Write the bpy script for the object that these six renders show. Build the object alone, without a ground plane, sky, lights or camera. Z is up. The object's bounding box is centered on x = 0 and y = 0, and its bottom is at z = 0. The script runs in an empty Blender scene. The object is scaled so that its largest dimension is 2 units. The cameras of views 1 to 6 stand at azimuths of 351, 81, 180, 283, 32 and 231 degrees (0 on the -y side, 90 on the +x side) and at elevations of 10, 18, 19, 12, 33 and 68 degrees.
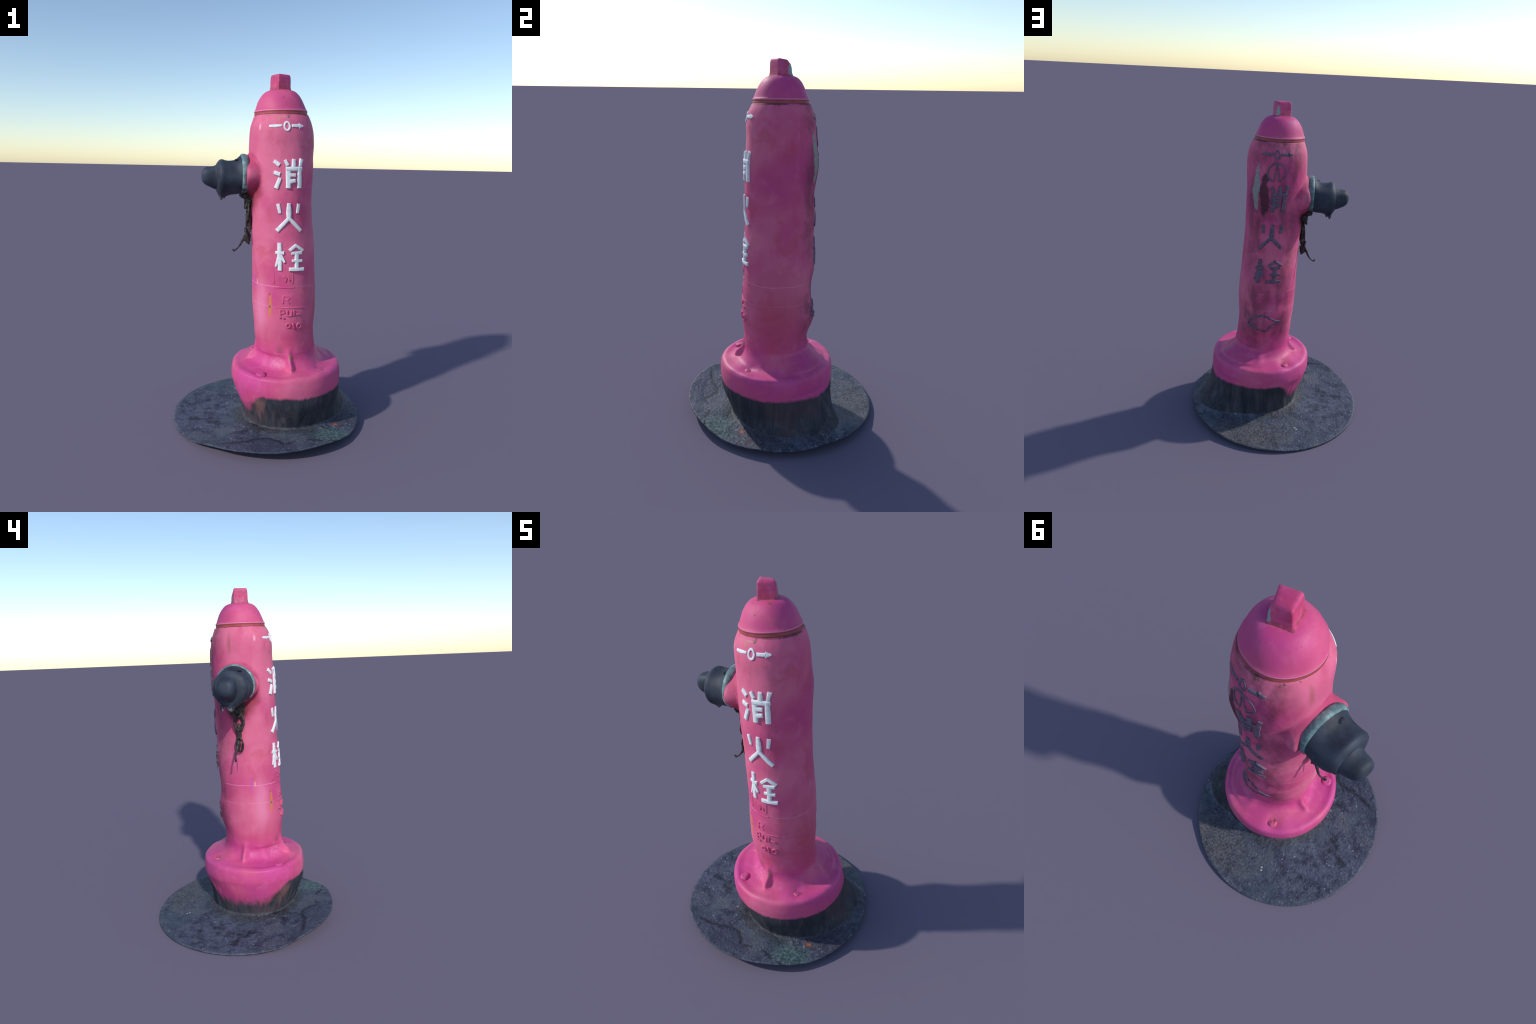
# Weathered pink street hydrant standing on a round cut-out of asphalt.
# One smooth cast body (bonnet, barrel, flange, buried skirt, ground patch) is
# lofted ring by ring and split into named parts; fittings are added on top.
import bpy, bmesh, math
import numpy as np
from mathutils import Vector, Matrix, noise

rng = np.random.default_rng(7)
D2R = math.pi / 180.0

# ------------------------------------------------------------------ profiles
AXIS = np.array([(.30, .109, -.043), (.38, .107, -.043), (.46, .097, -.044), (.9, .088, -.040),
                 (1.3, .066, -.033), (1.6, .050, -.029), (1.75, .046, -.030),
                 (1.86, .040, -.031), (2.0, .037, -.030)])
FLANGE_C = np.array([.109, -.043])
DISC_R = .5595


def axis(z):
    return np.array([np.interp(z, AXIS[:, 0], AXIS[:, 1]), np.interp(z, AXIS[:, 0], AXIS[:, 2])])


# barrel radius in mm: one row per height, columns are directions round the pipe
DIRS = [-148, -88, -15, 4, 27, 77, 107, 175]
BARREL = [
    (.46, [160, 184, 180, 180, 180, 182, 176, 168]),
    (.50, [166, 186, 175, 176, 174, 176, 174, 170]),
    (.54, [174, 189, 170, 172, 171, 186, 174, 176]),
    (.58, [183, 195, 168, 169, 171, 203, 184, 177]),
    (.62, [189, 198, 171, 167, 172, 214, 193, 180]),
    (.66, [190, 199, 174, 168, 173, 211, 199, 184]),
    (.72, [190, 198, 178, 173, 176, 196, 197, 188]),
    (.78, [189, 196, 179, 177, 180, 192, 185, 189]),
    (.84, [186, 191, 178, 176, 180, 193, 184, 190]),
    (.90, [184, 191, 176, 174, 176, 203, 188, 189]),
    (.96, [184, 190, 175, 172, 170, 205, 192, 187]),
    (1.02, [183, 189, 175, 169, 168, 200, 192, 184]),
    (1.08, [183, 189, 174, 167, 166, 196, 189, 185]),
    (1.14, [183, 187, 171, 165, 166, 196, 189, 184]),
    (1.20, [184, 186, 167, 164, 168, 196, 190, 184]),
    (1.26, [186, 187, 164, 164, 171, 191, 189, 184]),
    (1.32, [188, 189, 165, 167, 175, 186, 184, 184]),
    (1.38, [187, 188, 169, 170, 176, 194, 184, 184]),
    (1.44, [185, 188, 174, 173, 178, 203, 185, 183]),
    (1.50, [183, 188, 178, 175, 179, 205, 185, 182]),
    (1.56, [180, 185, 180, 179, 180, 197, 185, 182]),
    (1.62, [179, 181, 185, 184, 180, 188, 186, 179]),
    (1.68, [179, 182, 183, 183, 177, 184, 182, 176]),
    (1.72, [175, 176, 177, 177, 172, 178, 176, 170]),
    (1.75, [166, 167, 168, 170, 165, 167, 166, 161]),
    (1.78, [151, 151, 155, 154, 155, 154, 155, 150]),
]
NSEG = 240
AZ = (np.arange(NSEG) * 360.0 / NSEG) - 180.0        # degrees, 0 = +x


def wrap_interp(a, xs, ys):
    xs = np.array(xs, float); ys = np.array(ys, float)
    o = np.argsort(xs); xs = xs[o]; ys = ys[o]
    return np.interp(np.asarray(a, float), np.r_[xs[-1] - 360, xs, xs[0] + 360], np.r_[ys[-1], ys, ys[0]])


def smooth_az(row, deg):
    n = max(1, int(round(deg / (360.0 / NSEG))))
    k = np.exp(-0.5 * (np.arange(-3 * n, 3 * n + 1) / n) ** 2); k /= k.sum()
    return sum(np.roll(row, i - 3 * n) * w for i, w in enumerate(k))


def barrel_rows():
    rows = []
    for z, v in BARREL:
        v = np.array(v) / 1000.0
        xs = DIRS + [-118, -58, 52, 147]
        slim = .013 * math.exp(-((z - 1.22) / .17) ** 2)        # flatter behind the chain
        full = .003 + .012 * math.exp(-((z - 1.50) / .09) ** 2)        # grey patch stands proud
        ys = list(v) + [(v[0] + v[1]) / 2 - .001, (v[1] + v[2]) / 2 + .003, .45 * v[4] + .55 * v[5] - .002 + full, (v[6] + v[7]) / 2 - slim]
        rows.append(smooth_az(wrap_interp(AZ, xs, ys), 8))
    return np.array([z for z, _ in BARREL]), np.array(rows)


BZ, BR = barrel_rows()


def catmull(x, xs, ys):
    i = int(np.clip(np.searchsorted(xs, x) - 1, 0, len(xs) - 2))
    t = (x - xs[i]) / (xs[i + 1] - xs[i])
    p1, p2 = ys[i], ys[i + 1]
    h = xs[i + 1] - xs[i]
    m1 = (p2 - ys[i - 1]) / (xs[i + 1] - xs[i - 1]) * h if i > 0 else p2 - p1
    m2 = (ys[i + 2] - p1) / (xs[i + 2] - xs[i]) * h if i + 2 < len(xs) else p2 - p1
    t2, t3 = t * t, t * t * t
    return (2 * t3 - 3 * t2 + 1) * p1 + (t3 - 2 * t2 + t) * m1 + (-2 * t3 + 3 * t2) * p2 + (t3 - t2) * m2


def smoothstep(x, a, b):
    t = np.clip((x - a) / (b - a), 0, 1)
    return t * t * (3 - 2 * t)


OUTLET_Y, OUTLET_Z, COLLAR_X = -.037, 1.452, -.157
CA, SA = np.cos(AZ * D2R), np.sin(AZ * D2R)


def barrel_row(z):
    r = catmull(z, BZ, BR)
    # the outlet neck swells out of the barrel on the -x side
    c = axis(z)
    for _ in range(3):
        x = c[0] + r * CA; y = c[1] + r * SA
        dz = (z - OUTLET_Z) * (1.08 if z < OUTLET_Z else 1.0)
        d = np.hypot(y - OUTLET_Y, dz)
        bk = smoothstep(y - OUTLET_Y, -.06, .06); lo_ = smoothstep(OUTLET_Z - z, .02, .10) * np.exp(-((y - OUTLET_Y) / .06) ** 2)
        w = (1 - smoothstep((d - .091 - .005 * bk) / (.029 + .010 * bk + .026 * lo_), 0, 1)) * (CA < -.3)
        want = (c[0] - COLLAR_X) / np.maximum(-CA, .3)
        base = catmull(z, BZ, BR)
        r = base + np.maximum(want - base, 0) * w
    return r


def surface_r(az, z):
    row = barrel_row(z)
    return float(np.interp((az + 180) % 360, np.r_[AZ + 180, 360], np.r_[row, row[0]]))


def surf(az, z, h=0.0):
    r = surface_r(az, z) + h
    c = axis(z)
    return Vector((c[0] + r * math.cos(az * D2R), c[1] + r * math.sin(az * D2R), z))


def gauss(da, s):
    da = (da + 180) % 360 - 180
    return np.exp(-0.5 * (da / s) ** 2)


# ---------------------------------------------------------- build ring by ring
RIB = [(-93.5, 1.15, 3.3), (176, 1.0, 3.8), (1, .45, 3.2), (88, .35, 5)]
RINGS = []       # (points[NSEG,3], part)


def add_ring(c, r, z, part):
    z = np.broadcast_to(np.asarray(z, float), (NSEG,))
    RINGS.append((np.stack([c[0] + r * CA, c[1] + r * SA, z], 1), part))


# bonnet, from under the operating nut down to the joint
BONNET = [(1.9215, .020), (1.921, .040), (1.919, .056), (1.915, .071), (1.910, .083), (1.903, .092), (1.895, .100),
          (1.885, .108), (1.872, .116), (1.858, .1235), (1.842, .130), (1.826, .136), (1.815, .1400), (1.8105, .1425),
          (1.808, .1455), (1.804, .1468), (1.800, .1465), (1.797, .1450), (1.793, .1455), (1.789, .1465), (1.786, .1468),
          (1.784, .1470), (1.7828, .1462)]
for z, r in BONNET:
    wob = .0015 * np.sin(2 * AZ * D2R + 1) + .001 * np.sin(5 * AZ * D2R + z * 30)
    add_ring(axis(z), r + wob * min(1, r / .1), z + .004 * CA * (r / .145), 'bonnet')
# barrel
for z in np.r_[1.7815, 1.779, np.arange(1.775, .4649, -.005)]:
    r = barrel_row(z) if z < 1.7795 else barrel_row(1.779) - .0012
    r = r + np.array([.0022 * noise.fractal(Vector((c * 2.2, s * 2.2, z * 5)), 1.0, 2.0, 3) for c, s in zip(CA, SA)])
    for a, amp, s in RIB:
        r = r + .010 * amp * smoothstep(-z, -.505, -.455) * gauss(AZ - a, s)
    tilt = .004 * CA * smoothstep(z, 1.70, 1.78)
    add_ring(axis(z), r, z + tilt, 'barrel')
# foot fillet, flange top, flange side; ribs run down the fillet
FOOT = [(.460, 0, .010), (.455, 0, .011), (.445, .001, .014), (.435, .003, .018), (.425, .006, .026), (.416, .009, .032), (.407, .014, .037),
        (.399, .021, .037), (.393, .029, .033), (.388, .039, .026), (.384, .051, .015), (.3815, .063, .006),
        (.379, .077, .002), (.3775, .092, 0), (.376, .106, 0), (.374, .117, 0), (.3705, .1255, 0), (.3645, .1318, 0),
        (.355, .1360, 0), (.343, .1385, 0), (.33, .140, 0), (.315, .142, 0), (.30, .1425, 0), (.285, .142, 0), (.27, .141, 0)]
base46 = catmull(.465, BZ, BR)
BOLT = [(-133, .264, 1.0), (-48, .236, 1.0), (128, .256, 1.0), (42, .25, .8)]
for z, dr, rib in FOOT:
    k = smoothstep(dr, 0, .11)
    r = base46 * (1 - k) + (.182) * k + dr
    for a, amp, s in RIB:
        r = r + rib * amp * gauss(AZ - a, s)
    # hollow beside the front rib on the outlet side, built-up fillet at the back right
    hol = gauss(AZ + 130, 28); ful = gauss(AZ - 46, 31); lefty = gauss(AZ + 165, 55)
    r = r - hol * .018 * smoothstep(dr, 0, .004) * (1 - smoothstep(dr, .03, .07)) + ful * .038 * smoothstep(dr, 0, .008) * (1 - smoothstep(dr, .05, .10))
    zz = np.full(NSEG, z) - (hol * .016 + lefty * .007 + .008 * gauss(AZ + 35, 28)) * smoothstep(dr, .012, .04) * (1 - .55 * smoothstep(dr, .09, .12)) * (1 - smoothstep(dr, .128, .142)) + ful * .018 * smoothstep(dr, .0, .03) * (1 - smoothstep(dr, .055, .105))
    # hollows worn round the bolts and general lumps on the flange top
    if .36 < z < .395:
        for a, rb, amp in BOLT:
            d = np.hypot((r - rb), rb * ((AZ - a + 180) % 360 - 180) * D2R)
            zz = zz - .008 * amp * np.exp(-(d / .035) ** 2)
    zz = zz + smoothstep(dr, .03, .08) * np.array([.004 * noise.noise(Vector((c * 4, s * 4, z))) for c, s in zip(CA, SA)])
    r = r + smoothstep(dr, .08, .12) * np.array([.0035 * noise.noise(Vector((c * 3, s * 3, z * 4 + 5))) for c, s in zip(CA, SA)])
    zz = zz + smoothstep(dr, .05, .12) * (1 - smoothstep(dr, .13, .14)) * (.008 * CA)
    add_ring(axis(z) if z > .40 else FLANGE_C + (axis(.40) - FLANGE_C) * (1 - smoothstep(dr, .02, .09)), r, zz, 'flange')

# skirt: radius at z=.20, radius/height half way down, radius/height at the foot
SK_AZ = [175, -140, -93, -60, -35, -10, 20, 35, 50, 65, 85, 108, 140]
SK = {
    'r1': [.299, .303, .314, .316, .319, .322, .345, .360, .353, .327, .316, .302, .298],
    'r2': [.270, .274, .287, .294, .304, .320, .368, .402, .376, .325, .304, .283, .274],
    'z2': [.130, .130, .130, .130, .130, .130, .140, .140, .140, .135, .130, .120, .120],
    'r3': [.248, .252, .259, .277, .308, .350, .422, .460, .420, .338, .295, .279, .261],
    'z3': [.042, .048, .060, .066, .066, .064, .085, .088, .078, .058, .050, .045, .042]}
SK = {k: smooth_az(wrap_interp(AZ, SK_AZ, v), 5) for k, v in SK.items()}
RIM_AZ = [180, -165, -151, -141, -132, -120, -108, -97, -86, -75, -64, -53, -42, -30, -20, -8, 5, 20, 30, 45, 53, 61, 72, 85, 95, 106, 127, 150, 165]
RIM_Z = [.010, .012, .018, .030, .050, .057, .060, .061, .063, .067, .068, .054, .039, .037, .043, .042, .044, .056, .045, .042, .036, .027, .024, .020, .016, .011, .010, .010, .010]
rim = smooth_az(wrap_interp(AZ, RIM_AZ, RIM_Z), 3)
r27 = .55 * .012 * gauss(AZ - 38, 18) + np.hypot(RINGS[-1][0][:, 0] - FLANGE_C[0], RINGS[-1][0][:, 1] - FLANGE_C[1])
streak = np.array([noise.noise(Vector((c * 9, s * 9, 2.0))) for c, s in zip(CA, SA)])
KN_R = [r27, SK['r1'], SK['r2'], SK['r3']]
KN_Z = [np.full(NSEG, .27), np.full(NSEG, .20), SK['z2'], SK['z3']]
for t in np.linspace(0, 1, 30)[1:]:
    u = t * 3
    xs = np.arange(4.0)
    r = np.array([catmull(u, xs, np.array([k[i] for k in KN_R])) for i in range(NSEG)])
    z = np.array([catmull(u, xs, np.array([k[i] for k in KN_Z])) for i in range(NSEG)])
    lump = np.array([.004 * noise.fractal(Vector((c * 3, s * 3, zz * 3)), 1.0, 2.0, 3) for c, s, zz in zip(CA, SA, z)])
    add_ring(FLANGE_C, r + (lump + .0025 * streak) * smoothstep(t, 0, .3), z, 'skirt')
foot = RINGS[-1][0].copy()
prev = RINGS[-4][0].copy()
slope = (foot - prev)
rimp = np.stack([DISC_R * CA, DISC_R * SA, rim], 1)
# blend the skirt into the ground: Hermite from the foot to the rim
L = np.linalg.norm((rimp - foot)[:, :2], axis=1)
tan0 = slope / np.linalg.norm(slope, axis=1)[:, None] * np.minimum(L * .5, .10)[:, None]
flat_in = (rimp - foot); flat_in[:, 2] *= .6
GR = 34
for t in np.linspace(0, 1, GR + 1)[1:]:
    h1 = t ** 3 - 2 * t ** 2 + t; h2 = t ** 3 - t ** 2
    s = 3 * t * t - 2 * t ** 3
    p = foot * (1 - s) [..., None] + rimp * s + tan0 * h1 + flat_in * h2 if np.ndim(s) else foot * (1 - s) + rimp * s + tan0 * h1 + flat_in * h2
    w = min(1, t * 4) * (1 if t < .98 else .4)
    p[:, 2] -= math.sin(math.pi * t) * (.006 + .008 * gauss(AZ + 115, 28) + .003 * gauss(AZ - 168, 20) - .008 * gauss(AZ - 118, 26) - .008 * gauss(AZ + 15, 28) - .006 * gauss(AZ - 40, 30))
    p[:, 2] -= math.sin(2 * math.pi * t) * .004 * gauss(AZ + 110, 26)
    for i in range(NSEG):
        q = Vector((p[i, 0] * 9, p[i, 1] * 9, 1.0))
        p[i, 2] += w * (.0035 * noise.fractal(q, 1.0, 2.0, 4) + .0012 * noise.noise(q * 6))
    p[:, 2] = np.maximum(p[:, 2], .008)
    RINGS.append((p, 'asphalt_patch'))
# thickness of the patch: rim edge and underside
e = RINGS[-1][0].copy()
e1 = e.copy(); e1[:, 2] = np.maximum(e[:, 2] - .007, 0)
RINGS.append((e1, 'asphalt_patch'))
lo = e1[:, 2].min()
for f in (.93, .8, .6, .35):
    q = e1.copy(); q[:, :2] *= f; q[:, 2] = np.maximum(e1[:, 2] * (.5 + .5 * f), .0)
    RINGS.append((q, 'asphalt_patch'))

V = np.concatenate([p for p, _ in RINGS]); NR = len(RINGS)
V[:, 2] -= V[:, 2].min()
faces = []; fpart = []
for i in range(NR - 1):
    part = RINGS[i + 1][1]
    for j in range(NSEG):
        k = (j + 1) % NSEG
        faces.append((i * NSEG + j, i * NSEG + k, (i + 1) * NSEG + k, (i + 1) * NSEG + j)[::-1]); fpart.append(part)
faces.append(tuple(range(NSEG))); fpart.append('bonnet')
faces.append(tuple((NR - 1) * NSEG + j for j in range(NSEG))[::-1]); fpart.append('asphalt_patch')


# ---------------------------------------------------------------- node helpers
class Mat:
    def __init__(self, name, rough=.6, spec=.3):
        self.m = bpy.data.materials.new(name); self.m.use_nodes = True
        self.t = self.m.node_tree; self.n = self.t.nodes
        self.b = self.n['Principled BSDF']
        self.b.inputs['Roughness'].default_value = rough
        self.b.inputs['Specular IOR Level'].default_value = spec
        self.co = self.n.new('ShaderNodeTexCoord').outputs['Object']
        s = self.n.new('ShaderNodeSeparateXYZ'); self.t.links.new(self.co, s.inputs[0])
        self.x, self.y, self.z = s.outputs

    def put(self, sock, v):
        if isinstance(v, bpy.types.NodeSocket): self.t.links.new(v, sock)
        elif isinstance(v, (tuple, list)) and len(v) == 3 and sock.type == 'RGBA': sock.default_value = (*v, 1)
        else: sock.default_value = v

    def math(self, op, a, b=0.0, c=0.0, clamp=False):
        n = self.n.new('ShaderNodeMath'); n.operation = op; n.use_clamp = clamp
        for i, v in enumerate((a, b, c)): self.put(n.inputs[i], v)
        return n.outputs[0]

    def step(self, v, a, b, lo=0.0, hi=1.0):
        n = self.n.new('ShaderNodeMapRange'); n.interpolation_type = 'SMOOTHSTEP'
        if b < a: a, b, lo, hi = b, a, hi, lo
        self.put(n.inputs[0], v)
        for i, q in enumerate((a, b, lo, hi)): n.inputs[i + 1].default_value = q
        return n.outputs[0]

    def vec(self, x, y, z):
        n = self.n.new('ShaderNodeCombineXYZ')
        for i, v in enumerate((x, y, z)): self.put(n.inputs[i], v)
        return n.outputs[0]

    def noise(self, scale, detail=4, rough=.55, dist=0.0, vec=None, off=(0, 0, 0), sc=(1, 1, 1)):
        mp = self.n.new('ShaderNodeMapping'); self.put(mp.inputs[0], vec or self.co)
        mp.inputs['Location'].default_value = off; mp.inputs['Scale'].default_value = sc
        n = self.n.new('ShaderNodeTexNoise'); self.put(n.inputs['Vector'], mp.outputs[0])
        n.inputs['Scale'].default_value = scale; n.inputs['Detail'].default_value = detail
        n.inputs['Roughness'].default_value = rough; n.inputs['Distortion'].default_value = dist
        return n.outputs['Fac']

    def voronoi(self, scale, feature='F1', out='Distance', rand=1.0, vec=None):
        n = self.n.new('ShaderNodeTexVoronoi'); n.feature = feature
        self.put(n.inputs['Vector'], vec or self.co)
        n.inputs['Scale'].default_value = scale; n.inputs['Randomness'].default_value = rand
        return n.outputs[out]

    def mix(self, f, a, b, mode='MIX'):
        n = self.n.new('ShaderNodeMix'); n.data_type = 'RGBA'; n.blend_type = mode
        self.put(n.inputs['Factor'], f); self.put(n.inputs['A'], a) if False else None
        self.put(n.inputs[6], a); self.put(n.inputs[7], b)
        return n.outputs[2]

    def ramp(self, f, stops):
        n = self.n.new('ShaderNodeValToRGB'); cr = n.color_ramp
        while len(cr.elements) > 1: cr.elements.remove(cr.elements[-1])
        cr.elements[0].position = stops[0][0]; cr.elements[0].color = (*stops[0][1], 1)
        for p, c in stops[1:]:
            e = cr.elements.new(p); e.color = (*c, 1)
        self.put(n.inputs[0], f)
        return n.outputs[0]

    def mul(self, *a):
        o = a[0]
        for v in a[1:]: o = self.math('MULTIPLY', o, v, clamp=True)
        return o

    def az(self, cx, cy):
        """compass direction round the pipe in degrees, 0 = +x, -90 = front"""
        a = self.math('ARCTAN2', self.math('SUBTRACT', self.y, cy), self.math('SUBTRACT', self.x, cx))
        return self.math('MULTIPLY', a, 180 / math.pi)

    def blob(self, c, r, wob=.0, scale=20, soft=.5, off=0.0):
        """ellipsoidal patch with a ragged edge: 1 inside, 0 outside"""
        d = 0.0
        for s, cc, rr in zip((self.x, self.y, self.z), c, r):
            q = self.math('DIVIDE', self.math('SUBTRACT', s, cc), rr)
            d = self.math('ADD', self.math('MULTIPLY', q, q), d)
        d = self.math('SQRT', d)
        if wob:
            n = self.noise(scale, 4, .6, off=(off, off, off))
            d = self.math('ADD', d, self.math('MULTIPLY', self.math('SUBTRACT', n, .5), wob))
        return self.step(d, 1.0, 1.0 - soft)

    def patch(self, az, a0, z0, wa, wz, wob=.6, scale=25, soft=.35, off=0.0):
        """patch on the pipe wall given by direction and height"""
        qa = self.math('DIVIDE', self.math('SUBTRACT', az, a0), wa)
        qz = self.math('DIVIDE', self.math('SUBTRACT', self.z, z0), wz)
        d = self.math('SQRT', self.math('ADD', self.math('MULTIPLY', qa, qa), self.math('MULTIPLY', qz, qz)))
        if wob:
            n = self.noise(scale, 5, .62, off=(off, 1 + off, off))
            d = self.math('ADD', d, self.math('MULTIPLY', self.math('SUBTRACT', n, .5), wob))
        return self.step(d, 1.0, 1.0 - soft)

    def bump(self, h, strength=.3, dist=.003):
        n = self.n.new('ShaderNodeBump'); n.inputs['Strength'].default_value = strength
        n.inputs['Distance'].default_value = dist
        self.put(n.inputs['Height'], h); self.t.links.new(n.outputs[0], self.b.inputs['Normal'])

    def done(self, col, rough=None):
        self.put(self.b.inputs['Base Color'], col)
        if rough is not None: self.put(self.b.inputs['Roughness'], rough)
        return self.m


PINK = (.60, .086, .215)
SALMON = (.68, .150, .265)
MAGENTA = (.54, .056, .228)
RUST = (.30, .085, .030)
GRIME = (.018, .014, .016)
SLATE = (.030, .034, .044)


def pink_base(M, salmon_bias=0.0):
    n1 = M.noise(3.2, 3, .5, .3)
    n2 = M.noise(14, 5, .6, .2, off=(3, 1, 7))
    col = M.ramp(M.math('ADD', n1, salmon_bias), [(.30, MAGENTA), (.47, PINK), (.66, SALMON)])
    col = M.mix(M.math('MULTIPLY', M.step(n2, .5, .72), .22), col, (.80, .22, .42))
    streak = M.noise(26, 4, .6, vec=M.vec(M.x, M.y, M.math('MULTIPLY', M.z, .10)), off=(1, 5, 2))
    col = M.mix(M.math('MULTIPLY', M.step(streak, .52, .74), .20), col, (.50, .050, .13))
    pit = M.voronoi(46)
    gate = M.step(M.noise(7, 2, .5, off=(8, 8, 1)), .60, .68)
    col = M.mix(M.mul(M.step(pit, .11, .05), gate, .75), col, (.13, .035, .035))
    return col


def paint_bump(M, s=.25):
    M.bump(M.math('ADD', M.noise(60, 4, .6), M.math('MULTIPLY', M.noise(260, 2, .5), .35)), s, .003)


def barrel_material():
    M = Mat('pink_weathered_paint', .62, .25)
    az = M.az(.070, -.034)
    col = pink_base(M, M.step(M.z, .40, .62, -.04, .06))
    up = M.step(M.z, 1.45, 1.75)
    # old paint seams of the casting: thin pale broken lines round the pipe
    wob = M.math('MULTIPLY', M.math('SUBTRACT', M.noise(3.0, 2, .5, off=(4, 0, 0)), .5), .035)
    for z0, k in ((.848, .75), (.738, .5)):
        d = M.math('ABSOLUTE', M.math('SUBTRACT', M.math('ADD', M.z, wob), z0))
        on = M.step(M.noise(5, 2, .5, off=(z0 * 30, 2, 2)), .40, .50)
        col = M.mix(M.mul(M.step(d, .0032, .0008), on, k), col, (.80, .26, .48))
    # baked shade copied as deeper red low on the plain side; random red blotches
    red = M.patch(az, -8, .66, 52, .42, 1.0, 4, .9, 21)
    col = M.mix(M.mul(red, .45), col, (.44, .040, .075))
    red2 = M.step(M.noise(7, 4, .6, .5, off=(11, 3, 5)), .54, .66)
    col = M.mix(M.mul(red2, .35), col, (.52, .062, .105))
    # pale worn paint low on the front left, painted highlight spot near the top
    col = M.mix(M.mul(M.patch(az, -141, .72, 22, .26, .8, 6, .9, 3), .45), col, (.74, .27, .43))
    col = M.mix(M.mul(M.patch(az, -146, 1.712, 3, .022, .2, 30, .6), .75), col, (.85, .42, .52))
    col = M.mix(M.mul(M.patch(az, -160, .86, 2.5, .05, .6, 40, .5, 4), .55), col, (.36, .09, .50))
    col = M.mix(M.mul(M.patch(az, -153, .86, 1.8, .02, .5, 60, .5, 6), .6), col, (.75, .50, .25))
    # orange rust run beside the embossed text
    run = M.patch(az, -119.5, .735, 3.6, .085, .45, 30, .5, 1)
    col = M.mix(M.mul(run, .85), col, (.62, .21, .045))
    stain = M.mul(M.patch(az, -108, .62, 26, .16, 1.2, 10, .8, 13), M.step(M.noise(38, 4, .65, vec=M.vec(M.x, M.y, M.math('MULTIPLY', M.z, .3)), off=(5, 2, 2)), .56, .72))
    col = M.mix(M.mul(stain, .5), col, (.60, .24, .08))
    col = M.mix(M.patch(az, -120, .733, 2.2, .009, .6, 60, .4, 2), col, (.16, .12, .10))
    col = M.mix(M.mul(M.patch(az, -121, .803, 2.2, .010, .7, 60, .5, 5), .8), col, (.22, .10, .05))
    # chips and rusty drips below the bonnet joint
    drip = M.noise(30, 4, .65, vec=M.vec(M.x, M.y, M.math('MULTIPLY', M.z, .25)), off=(2, 9, 4))
    edge = M.math('ADD', 1.772, M.math('MULTIPLY', M.math('SUBTRACT', drip, .58), -.22))
    m = M.step(M.math('SUBTRACT', M.z, edge), -.002, .006)
    col = M.mix(M.mul(m, .8), col, M.ramp(M.noise(90, 3, .6), [(.35, (.07, .035, .035)), (.6, (.36, .15, .13))]))
    col = M.mix(M.mul(M.patch(az, -113, 1.750, 2.0, .028, .9, 40, .5, 7), .8), col, (.55, .24, .13))
    col = M.mix(M.mul(M.patch(az, -104, 1.765, 10, .005, 1.0, 40, .6, 8), .8), col, (.58, .28, .22))
    col = M.mix(M.mul(M.step(M.z, 1.7775, 1.7805), M.step(M.noise(11, 3, .6, off=(6, 6, 6)), .34, .56), .7), col, GRIME)
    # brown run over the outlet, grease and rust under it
    col = M.mix(M.mul(M.patch(az, 170, 1.69, 5, .085, 1.0, 16, .8, 2), .45), col, (.24, .10, .06))
    oy = M.math('SUBTRACT', M.y, OUTLET_Y); oz = M.math('SUBTRACT', M.z, OUTLET_Z)
    od = M.math('SQRT', M.math('ADD', M.math('MULTIPLY', oy, oy), M.math('MULTIPLY', oz, oz)))
    od = M.math('ADD', od, M.math('MULTIPLY', M.math('SUBTRACT', M.noise(18, 4, .6, off=(1, 1, 5)), .5), .03))
    col = M.mix(M.mul(M.step(od, .138, .118), M.step(M.x, -.05, -.09), .55), col, (.38, .014, .085))
    col = M.mix(M.mul(M.blob((-.085, -.128, 1.375), (.06, .060, .075), .6, 16, .8, 9), .65), col, (.23, .020, .026))  # grime and a dark red shadow at the neck's lower front, both painted in
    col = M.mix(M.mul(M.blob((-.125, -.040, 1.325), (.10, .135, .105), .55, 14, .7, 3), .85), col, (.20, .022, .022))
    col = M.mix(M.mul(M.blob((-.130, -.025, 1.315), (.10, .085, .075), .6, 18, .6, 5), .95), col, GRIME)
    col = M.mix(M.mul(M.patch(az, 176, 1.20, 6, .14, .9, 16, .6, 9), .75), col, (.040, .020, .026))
    col = M.mix(M.mul(M.patch(az, 172, .99, 1.6, .07, .6, 30, .5, 9), .7), col, (.16, .02, .12))
    # jagged grey patch at the back; dark patch beside it copies the baked shade
    shade_patch = M.patch(az, 77, 1.47, 11, .15, 2.2, 11, .35, 6)
    col = M.mix(M.mul(shade_patch, .85), col, M.ramp(M.noise(30, 5, .65), [(.32, (.012, .010, .014)), (.56, (.035, .015, .024)), (.70, (.085, .028, .040))]))
    back_shade = M.mul(M.step(M.noise(8, 6, .66, .3, vec=M.vec(M.x, M.y, M.math('MULTIPLY', M.z, .5)), off=(7, 1, 4)), .40, .64), M.step(M.y, .02, .12))  # blotchy darkening of the back side, shade put into the paint colour
    col = M.mix(M.mul(back_shade, .6), col, M.mix(M.step(M.noise(40, 4, .6), .4, .6), (.050, .018, .028), (.10, .030, .048)))
    grey_patch = M.patch(az, 61.5, 1.52, 7.5, .15, 1.7, 17, .14, 11)
    col = M.mix(grey_patch, col, M.ramp(M.noise(160, 4, .7), [(.3, (.16, .15, .15)), (.7, (.40, .39, .38))]))
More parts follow.
